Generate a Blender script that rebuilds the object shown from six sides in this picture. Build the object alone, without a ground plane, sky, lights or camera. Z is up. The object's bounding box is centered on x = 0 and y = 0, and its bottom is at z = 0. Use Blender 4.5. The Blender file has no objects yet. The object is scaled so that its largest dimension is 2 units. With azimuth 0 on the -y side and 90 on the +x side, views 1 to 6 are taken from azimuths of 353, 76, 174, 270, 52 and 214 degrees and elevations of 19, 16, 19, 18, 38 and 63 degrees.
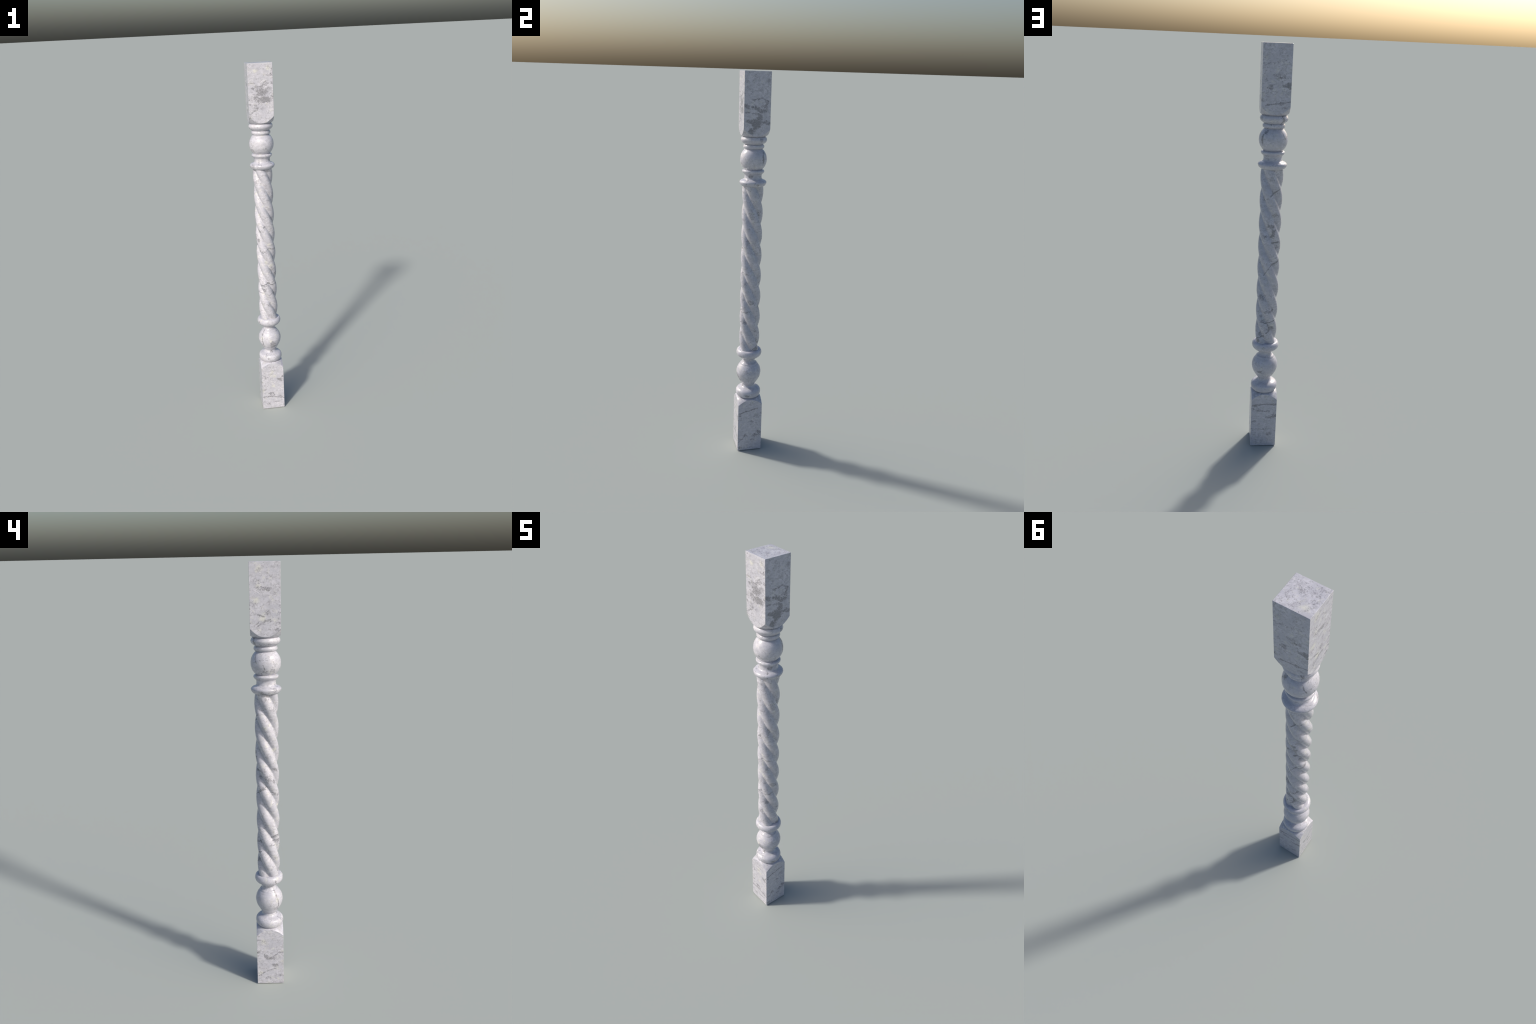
"""Carved marble baluster: square foot block, turned rings and balls,
a four-strand twisted shaft and a tall square head block."""
import bpy, math
from mathutils import Vector

# ------------------------------------------------------------------ sizes
HALF = 0.0645            # half width of the square blocks
TOP = 2.0
SEG = 160                # divisions of the turned parts
FOOT_ARC, FOOT_SLOPE = 0.3000, 1.13    # cone that rounds the foot block's top
HEAD_ARC, HEAD_SLOPE = 1.6985, 1.33    # cone that rounds the head block's underside
PITCH, STRANDS = 0.4425, 4             # twist of the shaft
GROOVE_AZ = math.radians(19.8)         # azimuth of a groove at z = 0


def collect(name, verts, faces, mat, parent, sharp=35):
    me = bpy.data.meshes.new(name)
    me.from_pydata(verts, [], faces)
    me.materials.append(mat)
    me.validate()
    ob = bpy.data.objects.new(name, me)
    bpy.context.scene.collection.objects.link(ob)
    ob.parent = parent
    import bmesh
    bm = bmesh.new(); bm.from_mesh(me)
    bmesh.ops.recalc_face_normals(bm, faces=bm.faces[:])
    for f in bm.faces:
        f.smooth = True
    lim = math.radians(sharp)
    for e in bm.edges:
        if len(e.link_faces) == 2:
            e.smooth = e.calc_face_angle(0.0) < lim
    bm.to_mesh(me); bm.free()
    return ob


def smooth_curve(pts, n=8):
    """Catmull-Rom through (radius, height) control points."""
    out = []
    P = [pts[0]] + list(pts) + [pts[-1]]
    for i in range(1, len(P) - 2):
        p0, p1, p2, p3 = [Vector(q) for q in P[i - 1:i + 3]]
        for k in range(n):
            t = k / n
            q = 0.5 * (2 * p1 + (p2 - p0) * t + (2 * p0 - 5 * p1 + 4 * p2 - p3) * t * t
                       + (3 * p1 - p0 - 3 * p2 + p3) * t ** 3)
            out.append((q.x, q.y))
    out.append(tuple(pts[-1]))
    return out


def lathe(name, profile, mat, parent):
    """Turn a profile (bottom to top); the ends are plugged inside the neighbours."""
    r0, z0 = profile[0]
    r1, z1 = profile[-1]
    prof = [(r0 * 0.6, z0 - 0.002)] + list(profile) + [(r1 * 0.6, z1 + 0.002)]
    verts, faces = [], []
    for r, z in prof:
        for i in range(SEG):
            a = 2 * math.pi * i / SEG
            verts.append((r * math.cos(a), r * math.sin(a), z))
    for j in range(len(prof) - 1):
        for i in range(SEG):
            k = (i + 1) % SEG
            faces.append((j * SEG + i, j * SEG + k, (j + 1) * SEG + k, (j + 1) * SEG + i))
    faces.append(tuple(range(SEG)))
    faces.append(tuple((len(prof) - 1) * SEG + i for i in range(SEG)))
    return collect(name, verts, faces, mat, parent)


def square_outline(half, cut, n=24):
    """Square with tiny cut corners, n divisions a side, counter-clockwise."""
    pts = []
    for s in range(4):
        a = s * math.pi / 2
        c, d = math.cos(a), math.sin(a)
        for i in range(n + 1):
            y = -(half - cut) + 2 * (half - cut) * i / n
            pts.append((c * half - d * y, d * half + c * y))
    return pts


def turned_end(r, z_arc, slope):
    """Height of a block's turned end at radius r: nearly flat inside the square,
    curving away ever steeper towards the corners."""
    reach = HALF * (math.sqrt(2) - 1)
    if r <= HALF:
        return z_arc + 0.45 * slope * (HALF - r)
    return z_arc - slope * reach * ((r - HALF) / reach) ** 1.18


def block(name, z_flat, z_arc, slope, neck_r, mat, parent, cut=0.0007):
    """Square prism whose inner end is turned to a cone, leaving arched faces.
    slope > 0: cone falls outwards (foot); slope < 0: cone rises outwards (head)."""
    base = square_outline(HALF, cut)
    up = 1 if z_arc > z_flat else -1
    n = len(base)
    rows = []
    inset = (HALF - cut) / HALF
    rows.append([(x * inset, y * inset, z_flat) for x, y in base])
    rows.append([(x, y, z_flat + up * cut) for x, y in base])
    for t in (0.0, 0.12, 0.3, 0.5, 0.75, 1.0):
        row = []
        for x, y in base:
            r = math.hypot(x, y)
            q = r + (neck_r - r) * t
            row.append((x * q / r, y * q / r, turned_end(q, z_arc, slope)))
        rows.append(row)
    z_end = turned_end(neck_r, z_arc, slope)
    rows.append([(x * 0.5 * neck_r / math.hypot(x, y), y * 0.5 * neck_r / math.hypot(x, y),
                  z_end + up * 0.004) for x, y in base])
    verts = [v for row in rows for v in row]
    faces = []
    for j in range(len(rows) - 1):
        for i in range(n):
            k = (i + 1) % n
            faces.append((j * n + i, j * n + k, (j + 1) * n + k, (j + 1) * n + i))
    faces.append(tuple(range(n)))
    faces.append(tuple((len(rows) - 1) * n + i for i in range(n)))
    return collect(name, verts, faces, mat, parent, sharp=25)


def strand(k, z0, z1, mats, parent):
    """One of the shaft's four twisted ropes, from groove to groove, with a
    wedge-shaped core so that the four close up around the axis."""
    NA, NZ = 26, 260
    half_a = math.pi / STRANDS
    verts, faces = [], []
    cols = NA + 2
    for j in range(NZ + 1):
        z = z0 + (z1 - z0) * j / NZ
        rmax = SHAFT_R0 + (SHAFT_R1 - SHAFT_R0) * (z - 0.575) / (1.447 - 0.575)
        d = STRAND_OFFSET
        rho = rmax - d
        mid = GROOVE_AZ - 2 * math.pi * z / PITCH + half_a + 2 * math.pi * k / STRANDS
        verts.append((0, 0, z))
        for i in range(NA + 1):
            # denser columns near the grooves
            s = -math.cos(math.pi * i / NA)
            s = 0.55 * s + 0.45 * (2 * i / NA - 1)
            b = s * half_a
            r = d * math.cos(b) + math.sqrt(rho * rho - (d * math.sin(b)) ** 2)
            # the groove's bottom is rounded out
            ease = 0.0030
            h = max(ease - abs(r - GROOVE_R), 0.0) / ease
            r = max(r, GROOVE_R) + h * h * ease * 0.25
            verts.append((r * math.cos(mid + b), r * math.sin(mid + b), z))
    for j in range(NZ):
        for i in range(cols):
            n = (i + 1) % cols
            faces.append((j * cols + i, j * cols + n, (j + 1) * cols + n, (j + 1) * cols + i))
    faces.append(tuple(range(cols)))
    faces.append(tuple(NZ * cols + i for i in range(cols)))
    ob = collect("strand", verts, faces, mats[0], parent, sharp=50)
    ob.data.materials.append(mats[1])
    for f in ob.data.polygons:
        f.material_index = int(f.center.z > SHAFT_MID)
    return ob


SHAFT_R0, SHAFT_R1, STRAND_OFFSET = 0.0530, 0.0531, 0.0265
GROOVE_R = 0.0396


# --------------------------------------------------------------- material
class Net:
    """Small helper that writes node chains."""
    def __init__(self, mat):
        self.t = mat.node_tree
        self.t.nodes.clear()

    def add(self, kind, inputs=None, **props):
        n = self.t.nodes.new(kind)
        for k, v in props.items():
            setattr(n, k, v)
        for k, v in (inputs or {}).items():
            if isinstance(v, bpy.types.NodeSocket):
                self.t.links.new(v, n.inputs[k])
            else:
                n.inputs[k].default_value = v
        return n

    def math(self, op, a, b=0.0, clamp=False):
        return self.add("ShaderNodeMath", {0: a, 1: b}, operation=op, use_clamp=clamp).outputs[0]

    def vec(self, op, a, b=(0, 0, 0), out="Vector"):
        return self.add("ShaderNodeVectorMath", {0: a, 1: b}, operation=op).outputs[out]

    def noise(self, p, scale, detail=4.0, rough=0.55, dist=0.0, out=0):
        return self.add("ShaderNodeTexNoise", {"Vector": p, "Scale": scale, "Detail": detail,
                        "Roughness": rough, "Distortion": dist}).outputs[out]

    def ramp(self, v, lo, hi, a=0.0, b=1.0):
        return self.add("ShaderNodeMapRange", {"Value": v, "From Min": lo, "From Max": hi,
                        "To Min": a, "To Max": b}, interpolation_type='SMOOTHSTEP').outputs[0]

    def mix(self, f, a, b):
        n = self.add("ShaderNodeMix", data_type='RGBA')
        for idx, v in ((0, f), (6, a), (7, b)):
            if isinstance(v, bpy.types.NodeSocket):
                self.t.links.new(v, n.inputs[idx])
            else:
                n.inputs[idx].default_value = v
        return n.outputs[2]


def marble(name, stains=(), veins=(), blond=(), speckle=0.5, cloud=0.5, rough=0.2, seed=0.0, barrel=None):
    """Pale lavender-grey marble.
    stains: (centre, radii, strength) grey blots; veins: (from, to, width, strength);
    blond: (centre, radius) yellowish spots. With barrel set, marks are laid on a
    cylinder of that radius, so they run on across the grooves of the shaft."""
    m = bpy.data.materials.new(name)
    m.use_nodes = True
    N = Net(m)
    P0 = N.add("ShaderNodeTexCoord").outputs["Object"]
    P = N.vec('ADD', P0, (seed, seed * 0.37, seed * 0.71))
    # warped coordinates give blots and veins their ragged outlines
    w1 = N.vec('SUBTRACT', N.noise(P, 60.0, 2.0, 0.5, out=1), (0.5, 0.5, 0.5))
    w2 = N.vec('SUBTRACT', N.noise(P, 260.0, 3.0, 0.6, out=1), (0.5, 0.5, 0.5))
    w = N.vec('ADD', N.vec('MULTIPLY', w1, (0.024,) * 3), N.vec('MULTIPLY', w2, (0.012,) * 3))
    PB = P0
    if barrel:
        flat = N.vec('MULTIPLY', P0, (1.0, 1.0, 0.0))
        unit = N.vec('MULTIPLY', N.vec('NORMALIZE', flat), (barrel,) * 3)
        PB = N.vec('ADD', unit, N.vec('MULTIPLY', P0, (0.0, 0.0, 1.0)))
    PW = N.vec('ADD', PB, w)
    w3 = N.vec('ADD', N.vec('MULTIPLY', w1, (0.009,) * 3), N.vec('MULTIPLY', w2, (0.004,) * 3))
    PV = N.vec('ADD', PB, w3)

    PS = N.vec('MULTIPLY', P, (1.0, 1.0, 1.45))        # bedding: streaks lie flat
    grain = N.noise(PS, 210.0, 4.0, 0.7)
    haze = N.noise(PS, 34.0, 3.0, 0.5, 0.3)
    mid = N.noise(PS, 72.0, 5.0, 0.68, 0.5)
    large = N.noise(PS, 20.0, 4.0, 0.6, 0.8)
    # soft clouds of grey
    clouds = N.math('MULTIPLY', N.ramp(mid, 0.43, 0.62), N.ramp(large, 0.40, 0.60, 0.08, 1.0))
    # peppery grain, thicker where the stone is cloudy
    pepper = N.math('MULTIPLY', N.ramp(grain, 0.49, 0.64),
                    N.ramp(N.math('ADD', N.math('MULTIPLY', mid, 0.6), N.math('MULTIPLY', large, 0.4)), 0.43, 0.60, 0.10, 1.0))
    # hair veins: thin ridges of a warped noise, only in places
    ridge = N.math('ABSOLUTE', N.math('SUBTRACT', N.noise(N.vec('MULTIPLY', P, (1.0, 1.0, 1.6)), 17.0, 5.0, 0.6, 1.2), 0.5))
    hair = N.math('MULTIPLY', N.ramp(ridge, 0.0, 0.012, 1.0, 0.0), N.ramp(N.noise(P, 13.0, 2.0), 0.52, 0.66))

    # marks are gathered with a running maximum
    blots = N.math('ADD', 0.0, 0.0)
    for c, r, s in stains:
        rr = r if isinstance(r, tuple) else (r, r, r)
        q = N.vec('MULTIPLY', N.vec('SUBTRACT', PW, c), tuple(1.0 / k for k in rr))
        blots = N.math('MAXIMUM', blots, N.ramp(N.vec('LENGTH', q, out="Value"), 0.45, 1.65, s, 0.0))
    for a, b, wd, s in veins:
        a, b = Vector(a), Vector(b)
        ba = b - a
        pa = N.vec('SUBTRACT', PV, tuple(a))
        h = N.math('MULTIPLY', N.vec('DOT_PRODUCT', pa, tuple(ba), out="Value"), 1.0 / ba.length_squared, True)
        sc = N.add("ShaderNodeVectorMath", {0: tuple(ba), "Scale": h}, operation='SCALE').outputs[0]
        dd = N.vec('DISTANCE', pa, sc, out="Value")
        blots = N.math('MAXIMUM', blots, N.ramp(dd, wd * 0.5, wd * 1.9, s * 1.1, 0.0))
    ragged = N.math('SUBTRACT', N.math('ADD', N.math('MULTIPLY', mid, 0.45), N.math('MULTIPLY', grain, 0.55)), 0.5)
    blots = N.ramp(N.math('ADD', blots, N.math('MULTIPLY', ragged, 2.2)), 0.14, 0.76, 0.0, 0.88)
    blots = N.math('MULTIPLY', blots, N.ramp(grain, 0.32, 0.60, 0.70, 1.0))

    yel = N.math('MULTIPLY', N.ramp(N.noise(N.vec('ADD', P, (3.1, 0.2, 7.7)), 48.0, 4.0, 0.6), 0.54, 0.72), 0.5)
    for c, r in blond:
        yel = N.math('MAXIMUM', yel, N.ramp(N.vec('DISTANCE', PW, c, out="Value"), r * 0.1, r * 1.5, 0.7, 0.0))

    col = N.mix(N.ramp(large, 0.3, 0.7), BASE_A, BASE_B)
    col = N.mix(yel, col, BLOND)
    col = N.mix(N.ramp(haze, 0.50, 0.66, 0.0, 0.42 * cloud), col, GREY)
    col = N.mix(N.math('MULTIPLY', clouds, cloud * 0.85), col, GREY)
    col = N.mix(N.math('MULTIPLY', pepper, speckle), col, DARK)
    col = N.mix(N.math('MULTIPLY', hair, 0.55), col, DARK)
    col = N.mix(blots, col, DARK)
    b = N.add("ShaderNodeBsdfPrincipled", {"Base Color": col, "Roughness": rough, "IOR": 1.5})
    o = N.add("ShaderNodeOutputMaterial")
    N.t.links.new(b.outputs[0], o.inputs[0])
    return m


BASE_A = (0.435, 0.435, 0.488, 1)
BASE_B = (0.55, 0.545, 0.596, 1)
BLOND = (0.61, 0.61, 0.54, 1)
GREY = (0.30, 0.295, 0.325, 1)
DARK = (0.185, 0.185, 0.20, 1)

# ------------------------------------------------------------------ build
root = bpy.data.objects.new("stone_baluster", None)
bpy.context.scene.collection.objects.link(root)
root["label"] = "tall pale grey marble baluster with twisted rope shaft"
root["category"] = "baluster"


def path(points, width, strength, curved=False):
    """A vein as a chain of short straight pieces."""
    fine = []
    for a, b in zip(points, points[1:]):
        fine.append(a)
        # the middle of a piece is pushed out to keep its distance from the axis
        x, y = (a[0] + b[0]) / 2, (a[1] + b[1]) / 2
        k = 1.0
        if curved:
            k = (math.hypot(a[0], a[1]) + math.hypot(b[0], b[1])) / 2 / max(math.hypot(x, y), 1e-4)
        if curved and k > 1.012:
            fine.append((x * k, y * k, (a[2] + b[2]) / 2))
    fine.append(points[-1])
    return [(a, b, width, strength) for a, b in zip(fine, fine[1:])]


H, M = HALF, -HALF
# head block: a big smoky patch on one face, a dark cross-shaped blot on the next
head_stains = [
    # face -y
    ((0.006, M, 1.857), (0.034, 0.02, 0.022), 0.68), ((0.024, M, 1.818), (0.030, 0.02, 0.016), 0.85),
    ((-0.002, M, 1.814), (0.028, 0.02, 0.015), 0.64), ((0.004, M, 1.883), (0.013, 0.02, 0.010), 0.65),
    ((-0.040, M, 1.877), (0.010, 0.02, 0.007), 0.65), ((-0.018, M, 1.880), (0.016, 0.02, 0.010), 0.50),
    ((0.041, M, 1.872), (0.014, 0.02, 0.012), 0.45), ((0.027, M, 1.896), (0.016, 0.02, 0.010), 0.42),
    ((-0.028, M, 1.780), (0.014, 0.02, 0.014), 0.50), ((0.006, M, 1.776), (0.008, 0.02, 0.016), 0.38),
    ((-0.024, M, 1.828), (0.014, 0.02, 0.020), 0.52), ((-0.030, M, 1.768), (0.012, 0.02, 0.005), 0.55),
    ((0.059, M, 1.836), (0.010, 0.01, 0.009), 0.45), ((0.061, M, 1.898), (0.008, 0.01, 0.007), 0.5),
    ((-0.060, M, 1.792), (0.008, 0.02, 0.007), 0.5),
    # top
    ((-0.034, -0.036, TOP), (0.030, 0.022, 0.02), 0.32), ((0.005, -0.018, TOP), (0.022, 0.020, 0.02), 0.36),
    ((0.034, 0.020, TOP), (0.022, 0.014, 0.02), 0.30), ((-0.040, 0.020, TOP), (0.012, 0.024, 0.02), 0.32),
    # face +x
    ((H, -0.050, 1.838), (0.02, 0.017, 0.008), 0.72), ((H, -0.020, 1.834), (0.02, 0.014, 0.006), 0.62),
    ((H, 0.000, 1.829), (0.02, 0.014, 0.008), 0.85), ((H, 0.026, 1.818), (0.02, 0.020, 0.009), 0.72),
    ((H, 0.006, 1.803), (0.02, 0.016, 0.005), 0.55),
    ((H, -0.004, 1.758), (0.02, 0.024, 0.022), 0.95), ((H, -0.036, 1.766), (0.02, 0.022, 0.010), 0.80),
    ((H, 0.012, 1.786), (0.02, 0.016, 0.012), 0.80), ((H, 0.036, 1.768), (0.02, 0.020, 0.007), 0.72),
    ((H, 0.056, 1.758), (0.02, 0.014, 0.010), 0.60), ((H, -0.028, 1.722), (0.02, 0.015, 0.012), 0.80),
    ((H, -0.010, 1.736), (0.02, 0.010, 0.010), 0.70), ((H, 0.034, 1.845), (0.02, 0.016, 0.014), 0.42),
    ((H, 0.056, 1.955), (0.02, 0.016, 0.012), 0.40), ((H, 0.050, 1.912), (0.02, 0.012, 0.006), 0.40),
    # face +y
    ((-0.058, H + 0.003, 1.824), (0.017, 0.007, 0.014), 1.00), ((-0.036, H, 1.824), (0.015, 0.02, 0.008), 0.60),
    ((0.028, H, 1.815), (0.018, 0.02, 0.012), 0.55), ((-0.010, H, 1.862), (0.034, 0.02, 0.012), 0.42),
    ((0.042, H, 1.842), (0.010, 0.02, 0.009), 0.42), ((0.040, H, 1.912), (0.026, 0.02, 0.008), 0.38),
    ((-0.022, H, 1.748), (0.016, 0.02, 0.006), 0.55), ((-0.038, H, 1.729), (0.014, 0.02, 0.006), 0.50),
    # face -x
    ((M, 0.003, 1.893), (0.02, 0.028, 0.007), 0.50), ((M, -0.013, 1.797), (0.02, 0.016, 0.009), 0.52),
    ((M, 0.020, 1.752), (0.02, 0.018, 0.006), 0.42), ((M, -0.006, 1.766), (0.02, 0.016, 0.006), 0.55),
    ((M, -0.050, 1.726), (0.02, 0.018, 0.006), 0.55), ((M, -0.060, 1.752), (0.02, 0.008, 0.008), 0.5),
    ((M, -0.058, 1.824), (0.02, 0.012, 0.008), 0.42), ((M, 0.037, 1.926), (0.02, 0.016, 0.010), 0.42),
]
head_veins = (path([(M, 0.034, 1.742), (M, 0.009, 1.757), (M, -0.020, 1.770)], 0.0026, 0.5)
              + path([(M, 0.030, 1.791), (M, 0.003, 1.781)], 0.0030, 0.6)
              + path([(-0.065, H, 1.757), (-0.020, H, 1.748), (0.040, H, 1.740)], 0.0028, 0.6)
              + path([(H, -0.055, 1.809), (H, 0.012, 1.803)], 0.0028, 0.5)
              + path([(H, -0.020, 1.866), (H, 0.021, 1.879), (H, 0.050, 1.862), (H, 0.034, 1.832)], 0.0040, 0.45)
              + path([(-0.063, M, 1.904), (-0.030, M, 1.900)], 0.0028, 0.45)
              + path([(-0.060, M, 1.747), (-0.026, M, 1.769)], 0.0030, 0.5)
              + path([(0.059, M, 1.970), (0.055, M, 1.945), (0.062, M, 1.935)], 0.0028, 0.45))
head_blond = [((-0.024, M, 1.962), 0.012), ((0.040, M, 1.975), 0.012), ((M, 0.026, 1.972), 0.014),
              ((M, 0.010, 1.775), 0.016), ((M, 0.038, 1.848), 0.014), ((-0.030, 0.040, TOP), 0.016),
              ((M, 0.030, 1.905), 0.010)]

foot_stains = [
    ((0.040, M, 0.194), (0.016, 0.02, 0.009), 0.70), ((0.056, M, 0.207), (0.010, 0.02, 0.007), 0.65),
    ((0.052, M, 0.182), (0.014, 0.02, 0.005), 0.60), ((-0.014, M, 0.102), (0.014, 0.02, 0.010), 0.60),
    ((-0.005, M, 0.084), (0.014, 0.02, 0.006), 0.50), ((-0.050, M, 0.208), (0.016, 0.02, 0.008), 0.42),
    ((-0.050, M, 0.133), (0.014, 0.02, 0.010), 0.42), ((-0.036, M, 0.030), (0.020, 0.02, 0.008), 0.42),
    ((0.034, M, 0.075), (0.014, 0.02, 0.006), 0.50), ((0.020, M, 0.040), (0.020, 0.02, 0.006), 0.42),
    ((H, 0.030, 0.085), (0.02, 0.022, 0.010), 0.62), ((H, 0.054, 0.102), (0.02, 0.012, 0.010), 0.62),
    ((H, 0.017, 0.062), (0.02, 0.014, 0.007), 0.52), ((H, -0.024, 0.090), (0.02, 0.008, 0.012), 0.52),
    ((H, -0.042, 0.070), (0.02, 0.014, 0.007), 0.45), ((H, 0.040, 0.205), (0.02, 0.022, 0.016), 0.42),
    ((H, -0.050, 0.016), (0.02, 0.014, 0.010), 0.55), ((H, 0.010, 0.168), (0.02, 0.018, 0.008), 0.42),
    ((0.046, H, 0.238), (0.020, 0.02, 0.006), 0.60), ((-0.054, H, 0.244), (0.016, 0.02, 0.007), 0.62),
    ((0.056, H, 0.216), (0.012, 0.02, 0.008), 0.55), ((0.026, H, 0.210), (0.012, 0.02, 0.007), 0.50),
    ((-0.034, H, 0.168), (0.022, 0.02, 0.006), 0.60), ((-0.058, H, 0.178), (0.012, 0.02, 0.012), 0.70),
    ((0.052, H, 0.146), (0.016, 0.02, 0.008), 0.48), ((-0.010, H, 0.100), (0.026, 0.02, 0.010), 0.40),
    ((-0.030, H, 0.070), (0.020, 0.02, 0.008), 0.42),
    ((M, 0.021, 0.158), (0.02, 0.012, 0.008), 0.55), ((M, 0.000, 0.141), (0.02, 0.026, 0.007), 0.70),
    ((M, -0.024, 0.105), (0.02, 0.016, 0.008), 0.65), ((M, -0.052, 0.180), (0.02, 0.012, 0.007), 0.50),
    ((M, 0.009, 0.030), (0.02, 0.018, 0.007), 0.50), ((M, -0.054, 0.046), (0.02, 0.014, 0.007), 0.50),
    ((M, 0.036, 0.110), (0.02, 0.016, 0.008), 0.35),
]
foot_veins = (path([(-0.063, M, 0.081), (-0.009, M, 0.079), (0.063, M, 0.064)], 0.0032, 0.6)
              + path([(-0.016, M, 0.092), (-0.002, M, 0.106), (0.006, M, 0.090)], 0.0030, 0.6)
              + path([(-0.062, M, 0.226), (-0.040, M, 0.212)], 0.0030, 0.45)
              + path([(H, -0.056, 0.222), (H, -0.015, 0.236), (H, 0.040, 0.247)], 0.0034, 0.6)
              + path([(H, -0.060, 0.050), (H, -0.020, 0.090)], 0.0034, 0.5)
              + path([(0.063, H, 0.237), (0.000, H, 0.245), (-0.064, H, 0.243)], 0.0030, 0.6)
              + path([(0.040, H, 0.206), (-0.030, H, 0.204)], 0.0026, 0.55)
              + path([(M, -0.010, 0.148), (M, -0.046, 0.178)], 0.0026, 0.55)
              + path([(M, 0.054, 0.046), (M, 0.020, 0.070), (M, -0.025, 0.085)], 0.0026, 0.5))
foot_blond = [((-0.010, M, 0.227), 0.012), ((0.009, M, 0.214), 0.010), ((0.001, M, 0.150), 0.010),
              ((M, 0.034, 0.235), 0.014), ((M, -0.062, 0.125), 0.012), ((M, 0.050, 0.060), 0.012),
              ((0.0, M, 0.245), 0.010)]

# turned parts above the shaft
crown_stains = [
    ((0.053, 0.038, 1.590), (0.008, 0.006, 0.026), 0.90), ((0.036, 0.040, 1.618), (0.010, 0.008, 0.012), 0.85),
    ((0.054, 0.026, 1.679), (0.010, 0.010, 0.014), 0.50), ((-0.038, 0.047, 1.676), (0.006, 0.008, 0.018), 0.60),
    ((0.038, -0.022, 1.503), (0.012, 0.012, 0.010), 0.70), ((0.060, 0.002, 1.466), (0.014, 0.014, 0.010), 0.45),
    ((-0.060, 0.014, 1.458), (0.016, 0.018, 0.008), 0.60), ((-0.054, -0.036, 1.474), (0.012, 0.012, 0.012), 0.55),
    ((-0.030, -0.054, 1.470), (0.012, 0.010, 0.012), 0.40), ((-0.024, -0.043, 1.486), (0.008, 0.008, 0.006), 0.60),
    ((-0.018, -0.062, 1.482), (0.008, 0.008, 0.005), 0.5), ((-0.052, -0.034, 1.590), (0.014, 0.012, 0.022), 0.35),
    ((-0.050, -0.028, 1.556), (0.014, 0.016, 0.009), 0.42), ((-0.056, 0.004, 1.552), (0.012, 0.018, 0.009), 0.40),
    ((-0.062, 0.001, 1.600), (0.010, 0.014, 0.006), 0.35), ((-0.050, 0.000, 1.664), (0.012, 0.036, 0.006), 0.40),
    ((0.012, -0.061, 1.568), (0.018, 0.010, 0.009), 0.30), ((0.026, 0.030, 1.500), (0.014, 0.014, 0.010), 0.30),
]
crown_veins = (path([(-0.031, 0.052, 1.692), (-0.038, 0.052, 1.677), (-0.030, 0.042, 1.658), (-0.029, 0.042, 1.646),
                     (-0.028, 0.042, 1.634), (-0.040, 0.045, 1.610), (-0.050, 0.041, 1.588), (-0.050, 0.034, 1.566),
                     (-0.047, 0.018, 1.541)], 0.0021, 0.8, True)
               + path([(0.016, 0.0455, 1.652), (0.028, 0.039, 1.642), (0.0316, 0.034, 1.634)], 0.0028, 0.75, True)
               + path([(-0.030, 0.048, 1.694), (-0.039, 0.048, 1.676), (-0.040, 0.036, 1.663)], 0.0024, 0.65, True)
               + path([(-0.004, 0.063, 1.678), (-0.010, 0.054, 1.664), (-0.022, 0.052, 1.665)], 0.0016, 0.5, True)
               + path([(-0.0568, 0.026, 1.600), (-0.0625, 0.012, 1.580), (-0.062, 0.006, 1.562)], 0.0024, 0.6, True)
               + path([(0.0385, -0.022, 1.500), (0.040, -0.034, 1.486), (0.050, -0.044, 1.465)], 0.0032, 0.55, True))

# turned parts below the shaft
lower_stains = [
    ((0.008, -0.061, 0.428), (0.017, 0.012, 0.016), 0.60), ((0.008, -0.053, 0.404), (0.018, 0.012, 0.012), 0.60),
    ((-0.047, -0.030, 0.472), (0.006, 0.008, 0.014), 0.60), ((-0.048, -0.033, 0.412), (0.012, 0.012, 0.012), 0.35),
    ((0.028, 0.054, 0.426), (0.020, 0.010, 0.008), 0.62), ((0.063, -0.016, 0.326), (0.010, 0.015, 0.009), 0.85),
    ((0.058, -0.014, 0.460), (0.010, 0.012, 0.012), 0.42), ((0.061, -0.010, 0.420), (0.012, 0.012, 0.024), 0.28),
    ((-0.020, -0.060, 0.336), (0.007, 0.010, 0.016), 0.45), ((0.004, -0.034, 0.366), (0.008, 0.008, 0.008), 0.60),
    ((-0.030, -0.052, 0.346), (0.012, 0.010, 0.006), 0.45), ((0.012, 0.066, 0.560), (0.012, 0.012, 0.008), 0.40),
    ((0.030, -0.058, 0.330), (0.012, 0.012, 0.010), 0.30), ((-0.006, -0.058, 0.536), (0.012, 0.010, 0.008), 0.5),
]
lower_veins = (path([(-0.031, -0.015, 0.513), (-0.036, -0.027, 0.490), (-0.0455, -0.0345, 0.472), (-0.049, -0.042, 0.450),
                     (-0.044, -0.042, 0.424), (-0.036, -0.034, 0.395)], 0.0024, 0.8, True)
               + path([(-0.036, -0.036, 0.392), (-0.007, -0.050, 0.396), (0.018, -0.046, 0.390)], 0.0030, 0.5, True)
               + path([(-0.0595, -0.029, 0.563), (-0.056, -0.033, 0.542)], 0.0034, 0.55, True)
               + path([(-0.014, -0.031, 0.366), (-0.030, -0.043, 0.353), (-0.032, -0.055, 0.345)], 0.0024, 0.55, True))
lower_blond = [((-0.046, -0.036, 0.569), 0.010), ((-0.004, -0.064, 0.446), 0.010), ((-0.052, -0.040, 0.455), 0.012)]

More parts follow.
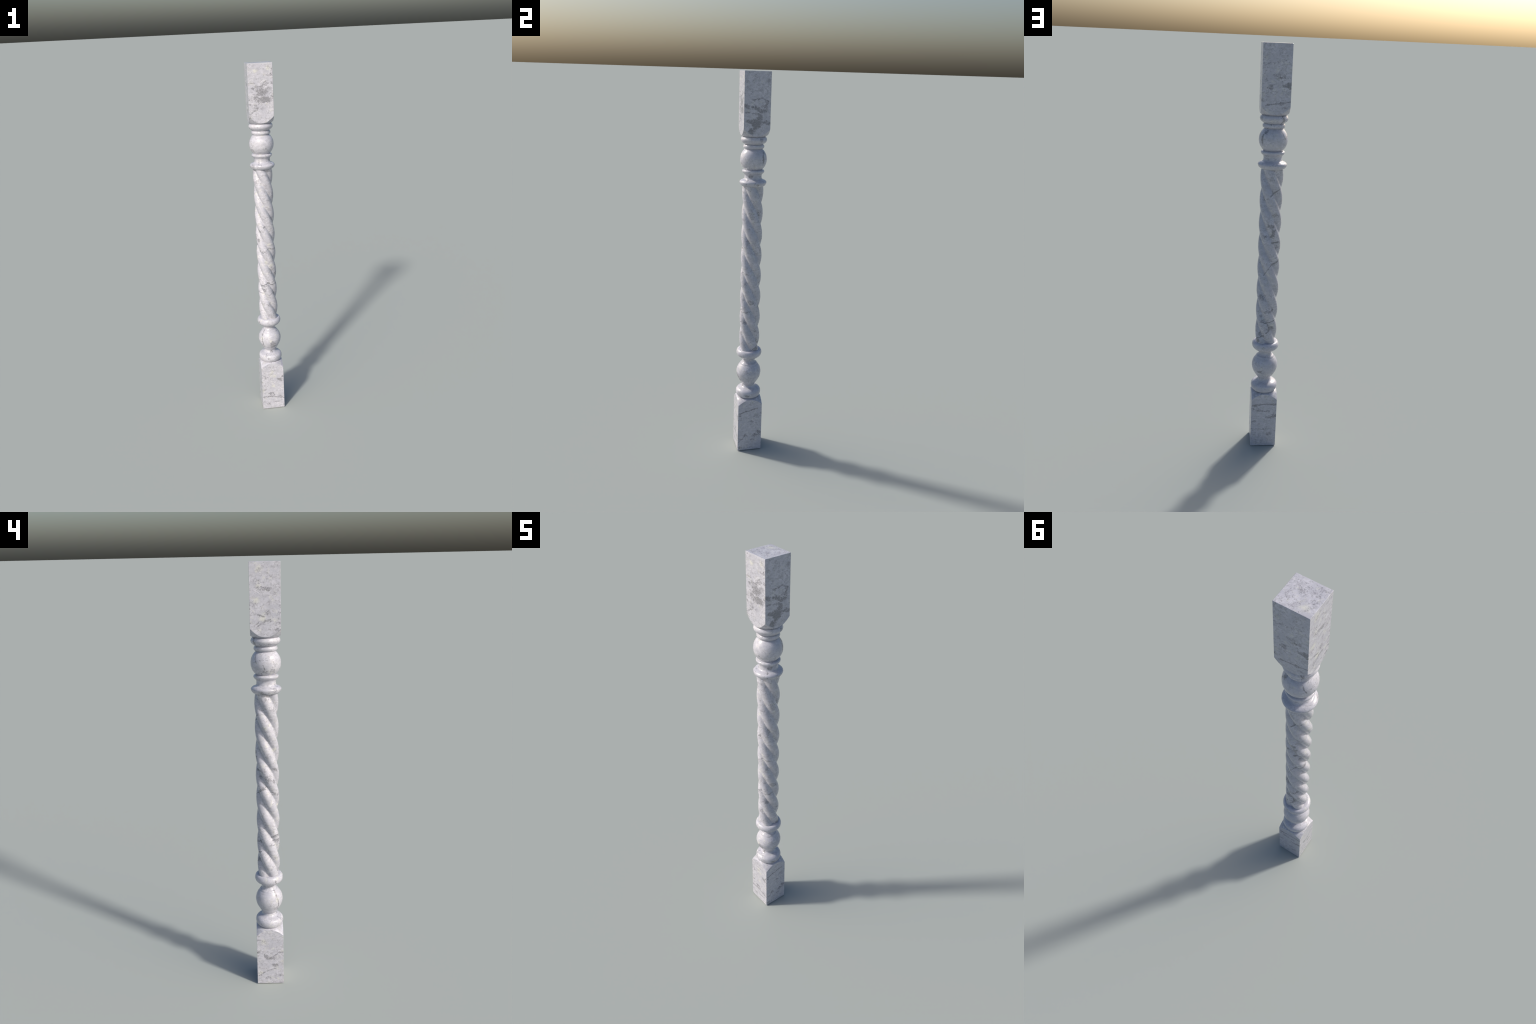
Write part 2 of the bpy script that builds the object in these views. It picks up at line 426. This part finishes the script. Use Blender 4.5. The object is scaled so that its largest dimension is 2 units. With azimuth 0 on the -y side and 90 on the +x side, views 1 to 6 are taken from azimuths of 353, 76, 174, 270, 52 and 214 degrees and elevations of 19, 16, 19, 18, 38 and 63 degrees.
shaft_stains = [
    ((-0.036, -0.034, 1.109), (0.014, 0.014, 0.007), 0.70), ((-0.012, -0.049, 1.130), (0.010, 0.010, 0.006), 0.65),
    ((-0.043, -0.026, 1.054), (0.012, 0.014, 0.011), 0.70), ((-0.048, 0.004, 1.074), (0.014, 0.026, 0.016), 0.42),
    ((-0.044, 0.022, 1.018), (0.014, 0.016, 0.008), 0.45), ((-0.044, 0.020, 1.098), (0.014, 0.018, 0.012), 0.35),
    ((-0.020, -0.046, 0.986), (0.014, 0.010, 0.006), 0.50), ((-0.038, -0.036, 0.990), (0.012, 0.014, 0.007), 0.50),
    ((-0.039, -0.030, 0.782), (0.010, 0.014, 0.007), 0.65), ((-0.022, -0.045, 0.787), (0.009, 0.009, 0.006), 0.60),
    ((-0.003, -0.050, 0.799), (0.010, 0.009, 0.007), 0.60), ((-0.023, -0.045, 0.758), (0.009, 0.009, 0.007), 0.65),
    ((-0.028, -0.041, 0.756), (0.014, 0.010, 0.006), 0.50), ((0.026, -0.043, 0.874), (0.016, 0.012, 0.018), 0.50),
    ((0.029, -0.041, 0.735), (0.014, 0.012, 0.012), 0.45), ((0.000, -0.050, 0.672), (0.016, 0.010, 0.014), 0.40),
    ((0.005, -0.049, 0.598), (0.020, 0.012, 0.018), 0.38), ((0.049, -0.013, 1.306), (0.012, 0.016, 0.020), 0.42),
    ((0.041, 0.029, 1.318), (0.012, 0.014, 0.018), 0.42), ((0.040, -0.031, 1.168), (0.012, 0.014, 0.016), 0.50),
    ((0.034, -0.036, 1.001), (0.014, 0.014, 0.006), 0.55), ((0.033, -0.038, 0.946), (0.012, 0.012, 0.012), 0.45),
    ((0.050, -0.005, 0.848), (0.012, 0.018, 0.012), 0.55), ((0.032, -0.038, 0.734), (0.012, 0.014, 0.012), 0.62),
    ((0.047, 0.017, 0.691), (0.012, 0.014, 0.010), 0.42), ((0.043, 0.026, 0.590), (0.012, 0.016, 0.012), 0.65),
    ((0.038, 0.034, 0.630), (0.010, 0.012, 0.012), 0.60), ((-0.020, 0.046, 1.236), (0.018, 0.012, 0.010), 0.52),
    ((0.004, 0.050, 1.184), (0.022, 0.012, 0.010), 0.58), ((-0.012, 0.049, 1.148), (0.010, 0.010, 0.022), 0.75),
    ((-0.026, 0.044, 1.101), (0.018, 0.014, 0.006), 0.75), ((-0.036, 0.036, 1.075), (0.014, 0.014, 0.016), 0.50),
    ((0.024, 0.044, 1.136), (0.012, 0.010, 0.007), 0.5), ((0.034, 0.037, 0.822), (0.018, 0.014, 0.018), 0.50),
    ((0.000, 0.050, 0.753), (0.034, 0.012, 0.008), 0.55), ((0.033, 0.038, 0.720), (0.010, 0.010, 0.008), 0.60),
    ((0.022, 0.045, 0.698), (0.012, 0.010, 0.010), 0.50), ((-0.013, 0.048, 0.656), (0.009, 0.010, 0.010), 0.75),
    ((0.023, 0.044, 0.616), (0.014, 0.010, 0.006), 0.70), ((-0.012, 0.049, 1.346), (0.020, 0.012, 0.014), 0.45),
    ((0.001, 0.050, 1.408), (0.014, 0.012, 0.012), 0.42), ((-0.026, 0.043, 0.755), (0.010, 0.012, 0.009), 0.55),
    ((-0.028, 0.042, 0.662), (0.010, 0.012, 0.012), 0.62), ((-0.046, -0.010, 0.740), (0.012, 0.012, 0.006), 0.5),
    ((-0.050, 0.003, 1.434), (0.010, 0.008, 0.006), 0.55), ((-0.036, -0.036, 1.380), (0.014, 0.014, 0.022), 0.35),
    ((-0.050, -0.001, 1.172), (0.010, 0.012, 0.008), 0.40), ((0.018, -0.047, 1.282), (0.012, 0.010, 0.008), 0.42),
]
shaft_veins = (path([(-0.017, 0.048, 0.990), (-0.040, 0.033, 1.008), (-0.050, 0.010, 1.028)], 0.0026, 0.7, True)
               + path([(-0.044, -0.022, 1.001), (-0.040, -0.030, 0.996)], 0.0026, 0.7, True)
               + path([(-0.024, -0.044, 0.982), (0.008, -0.050, 1.003), (0.030, -0.041, 1.003), (0.046, -0.022, 0.999)], 0.0034, 0.50, True)
               + path([(-0.047, -0.017, 0.779), (-0.040, -0.030, 0.786), (-0.027, -0.042, 0.790)], 0.0034, 0.70, True)
               + path([(-0.038, -0.032, 0.786), (-0.003, -0.050, 0.797), (0.028, -0.042, 0.789)], 0.0026, 0.6, True)
               + path([(-0.043, -0.025, 0.762), (-0.018, -0.047, 0.760)], 0.0028, 0.55, True)
               + path([(-0.046, 0.020, 1.021), (-0.0245, 0.0441, 1.002), (0.0026, 0.0502, 0.978), (0.028, 0.042, 0.936)], 0.0015, 0.7, True)
               + path([(-0.021, 0.046, 1.166), (-0.010, 0.050, 1.148), (-0.003, 0.051, 1.131)], 0.0036, 0.8, True)
               + path([(-0.008, 0.049, 1.102), (-0.040, 0.030, 1.103)], 0.0034, 0.75, True)
               + path([(0.016, 0.047, 0.686), (-0.004, 0.050, 0.690), (-0.018, 0.047, 0.697), (-0.036, 0.035, 0.706)], 0.0026, 0.7, True)
               + path([(0.000, 0.050, 0.690), (-0.013, 0.048, 0.655), (0.004, 0.050, 0.636)], 0.0026, 0.7, True)
               + path([(0.049, 0.010, 0.588), (0.023, 0.044, 0.618), (0.016, 0.047, 0.622)], 0.0032, 0.8, True)
               + path([(0.004, 0.050, 1.327), (-0.018, 0.047, 1.350), (-0.032, 0.040, 1.360)], 0.0028, 0.7, True)
               + path([(0.011, -0.049, 0.792), (0.040, -0.030, 0.794), (0.050, -0.006, 0.801)], 0.0026, 0.6, True)
               + path([(-0.049, -0.010, 0.742), (-0.030, -0.041, 0.735), (0.004, -0.051, 0.728), (0.028, -0.044, 0.745)], 0.0018, 0.5, True))
shaft_blond = [((-0.034, -0.038, 0.665), 0.010), ((-0.040, -0.030, 0.680), 0.008), ((-0.036, -0.036, 1.200), 0.010),
               ((-0.012, -0.049, 1.250), 0.009), ((0.010, -0.050, 1.030), 0.010), ((-0.010, -0.050, 0.920), 0.012),
               ((0.020, -0.046, 0.905), 0.012), ((-0.048, -0.014, 1.315), 0.008), ((-0.050, 0.008, 1.300), 0.008)]

head_mat = marble("head_marble", head_stains, head_veins, head_blond, speckle=0.66, cloud=0.62)
foot_mat = marble("foot_marble", foot_stains, foot_veins, foot_blond, speckle=0.62, cloud=0.6, seed=2.0)
crown_mat = marble("crown_marble", crown_stains, crown_veins, (), speckle=0.45, cloud=0.45, seed=5.0)
ring_mat = marble("turned_marble", lower_stains, lower_veins, lower_blond, speckle=0.45, cloud=0.45, seed=7.0)
# the shaft's many marks are shared between two materials of the same stone, one for
# its lower and one for its upper half; marks near the middle are in both
SHAFT_MID = 0.96
shaft_mats = []
for lo, hi in ((0.0, SHAFT_MID + 0.05), (SHAFT_MID - 0.05, 2.0)):
    shaft_mats.append(marble("shaft_marble",
                             [q for q in shaft_stains if lo < q[0][2] < hi],
                             [q for q in shaft_veins if lo < q[0][2] < hi or lo < q[1][2] < hi],
                             [q for q in shaft_blond if lo < q[0][2] < hi],
                             speckle=0.6, cloud=0.65, seed=9.0, barrel=0.050))

block("foot_block", 0.0, FOOT_ARC, FOOT_SLOPE, 0.0565, foot_mat, root)
block("head_block", TOP, HEAD_ARC, -HEAD_SLOPE, 0.0550, head_mat, root)

# lower turning, bottom to top
lathe("ring", smooth_curve([(0.0560, 0.3062), (0.0610, 0.3098), (0.0650, 0.3185), (0.0664, 0.3295),
                            (0.0640, 0.3405), (0.0578, 0.3478), (0.0497, 0.3522), (0.0405, 0.3554),
                            (0.0340, 0.3606), (0.0312, 0.3688)]), ring_mat, root)
lathe("ball", smooth_curve([(0.0312, 0.3688), (0.0350, 0.3760), (0.0444, 0.3890), (0.0526, 0.4030),
                            (0.0598, 0.4180), (0.0642, 0.4360), (0.0644, 0.4510), (0.0603, 0.4680),
                            (0.0530, 0.4815), (0.0460, 0.4902)]), ring_mat, root)
lathe("neck", smooth_curve([(0.0460, 0.4902), (0.0444, 0.4938), (0.0414, 0.4976), (0.0370, 0.5005),
                            (0.0338, 0.5050), (0.0310, 0.5110), (0.0305, 0.5208)]), ring_mat, root)
lathe("ring", smooth_curve([(0.0305, 0.5208), (0.0385, 0.5250), (0.0480, 0.5303), (0.0572, 0.5374),
                            (0.0643, 0.5465), (0.0668, 0.5570), (0.0650, 0.5670), (0.0605, 0.5735),
                            (0.0540, 0.5765), (0.0420, 0.5775)]), ring_mat, root)
# upper turning
lathe("ring", smooth_curve([(0.0495, 1.4503), (0.0558, 1.4520), (0.0628, 1.4582), (0.0672, 1.4690),
                            (0.0640, 1.4765), (0.0560, 1.4818), (0.0487, 1.4843), (0.0441, 1.4882),
                            (0.0424, 1.4960), (0.0427, 1.5040), (0.0445, 1.5095), (0.0475, 1.5135)]), crown_mat, root)
lathe("bead", smooth_curve([(0.0475, 1.5135), (0.0523, 1.5175), (0.0550, 1.5235), (0.0532, 1.5296),
                            (0.0460, 1.5325)]), crown_mat, root)
ball_c, ball_r = 1.5830, 0.0660
lathe("ball", [(0.0440, 1.5325)] + [(ball_r * math.cos(a), ball_c + ball_r * math.sin(a)) for a in
       [math.radians(-46.5 + 93 * i / 48) for i in range(49)]] + [(0.0435, 1.6325)], crown_mat, root)
lathe("bead", smooth_curve([(0.0435, 1.6325), (0.0455, 1.6355), (0.0495, 1.6380), (0.0517, 1.6445),
                            (0.0500, 1.6515), (0.0450, 1.6555)]), crown_mat, root)
lathe("ring", smooth_curve([(0.0450, 1.6555), (0.0532, 1.6612), (0.0603, 1.6675), (0.0643, 1.6775),
                            (0.0610, 1.6880), (0.0550, 1.6930), (0.0500, 1.6945)]), crown_mat, root)

shaft = bpy.data.objects.new("twisted_shaft", None)
bpy.context.scene.collection.objects.link(shaft)
shaft.parent = root
for k in range(STRANDS):
    strand(k, 0.5600, 1.4600, shaft_mats, shaft)
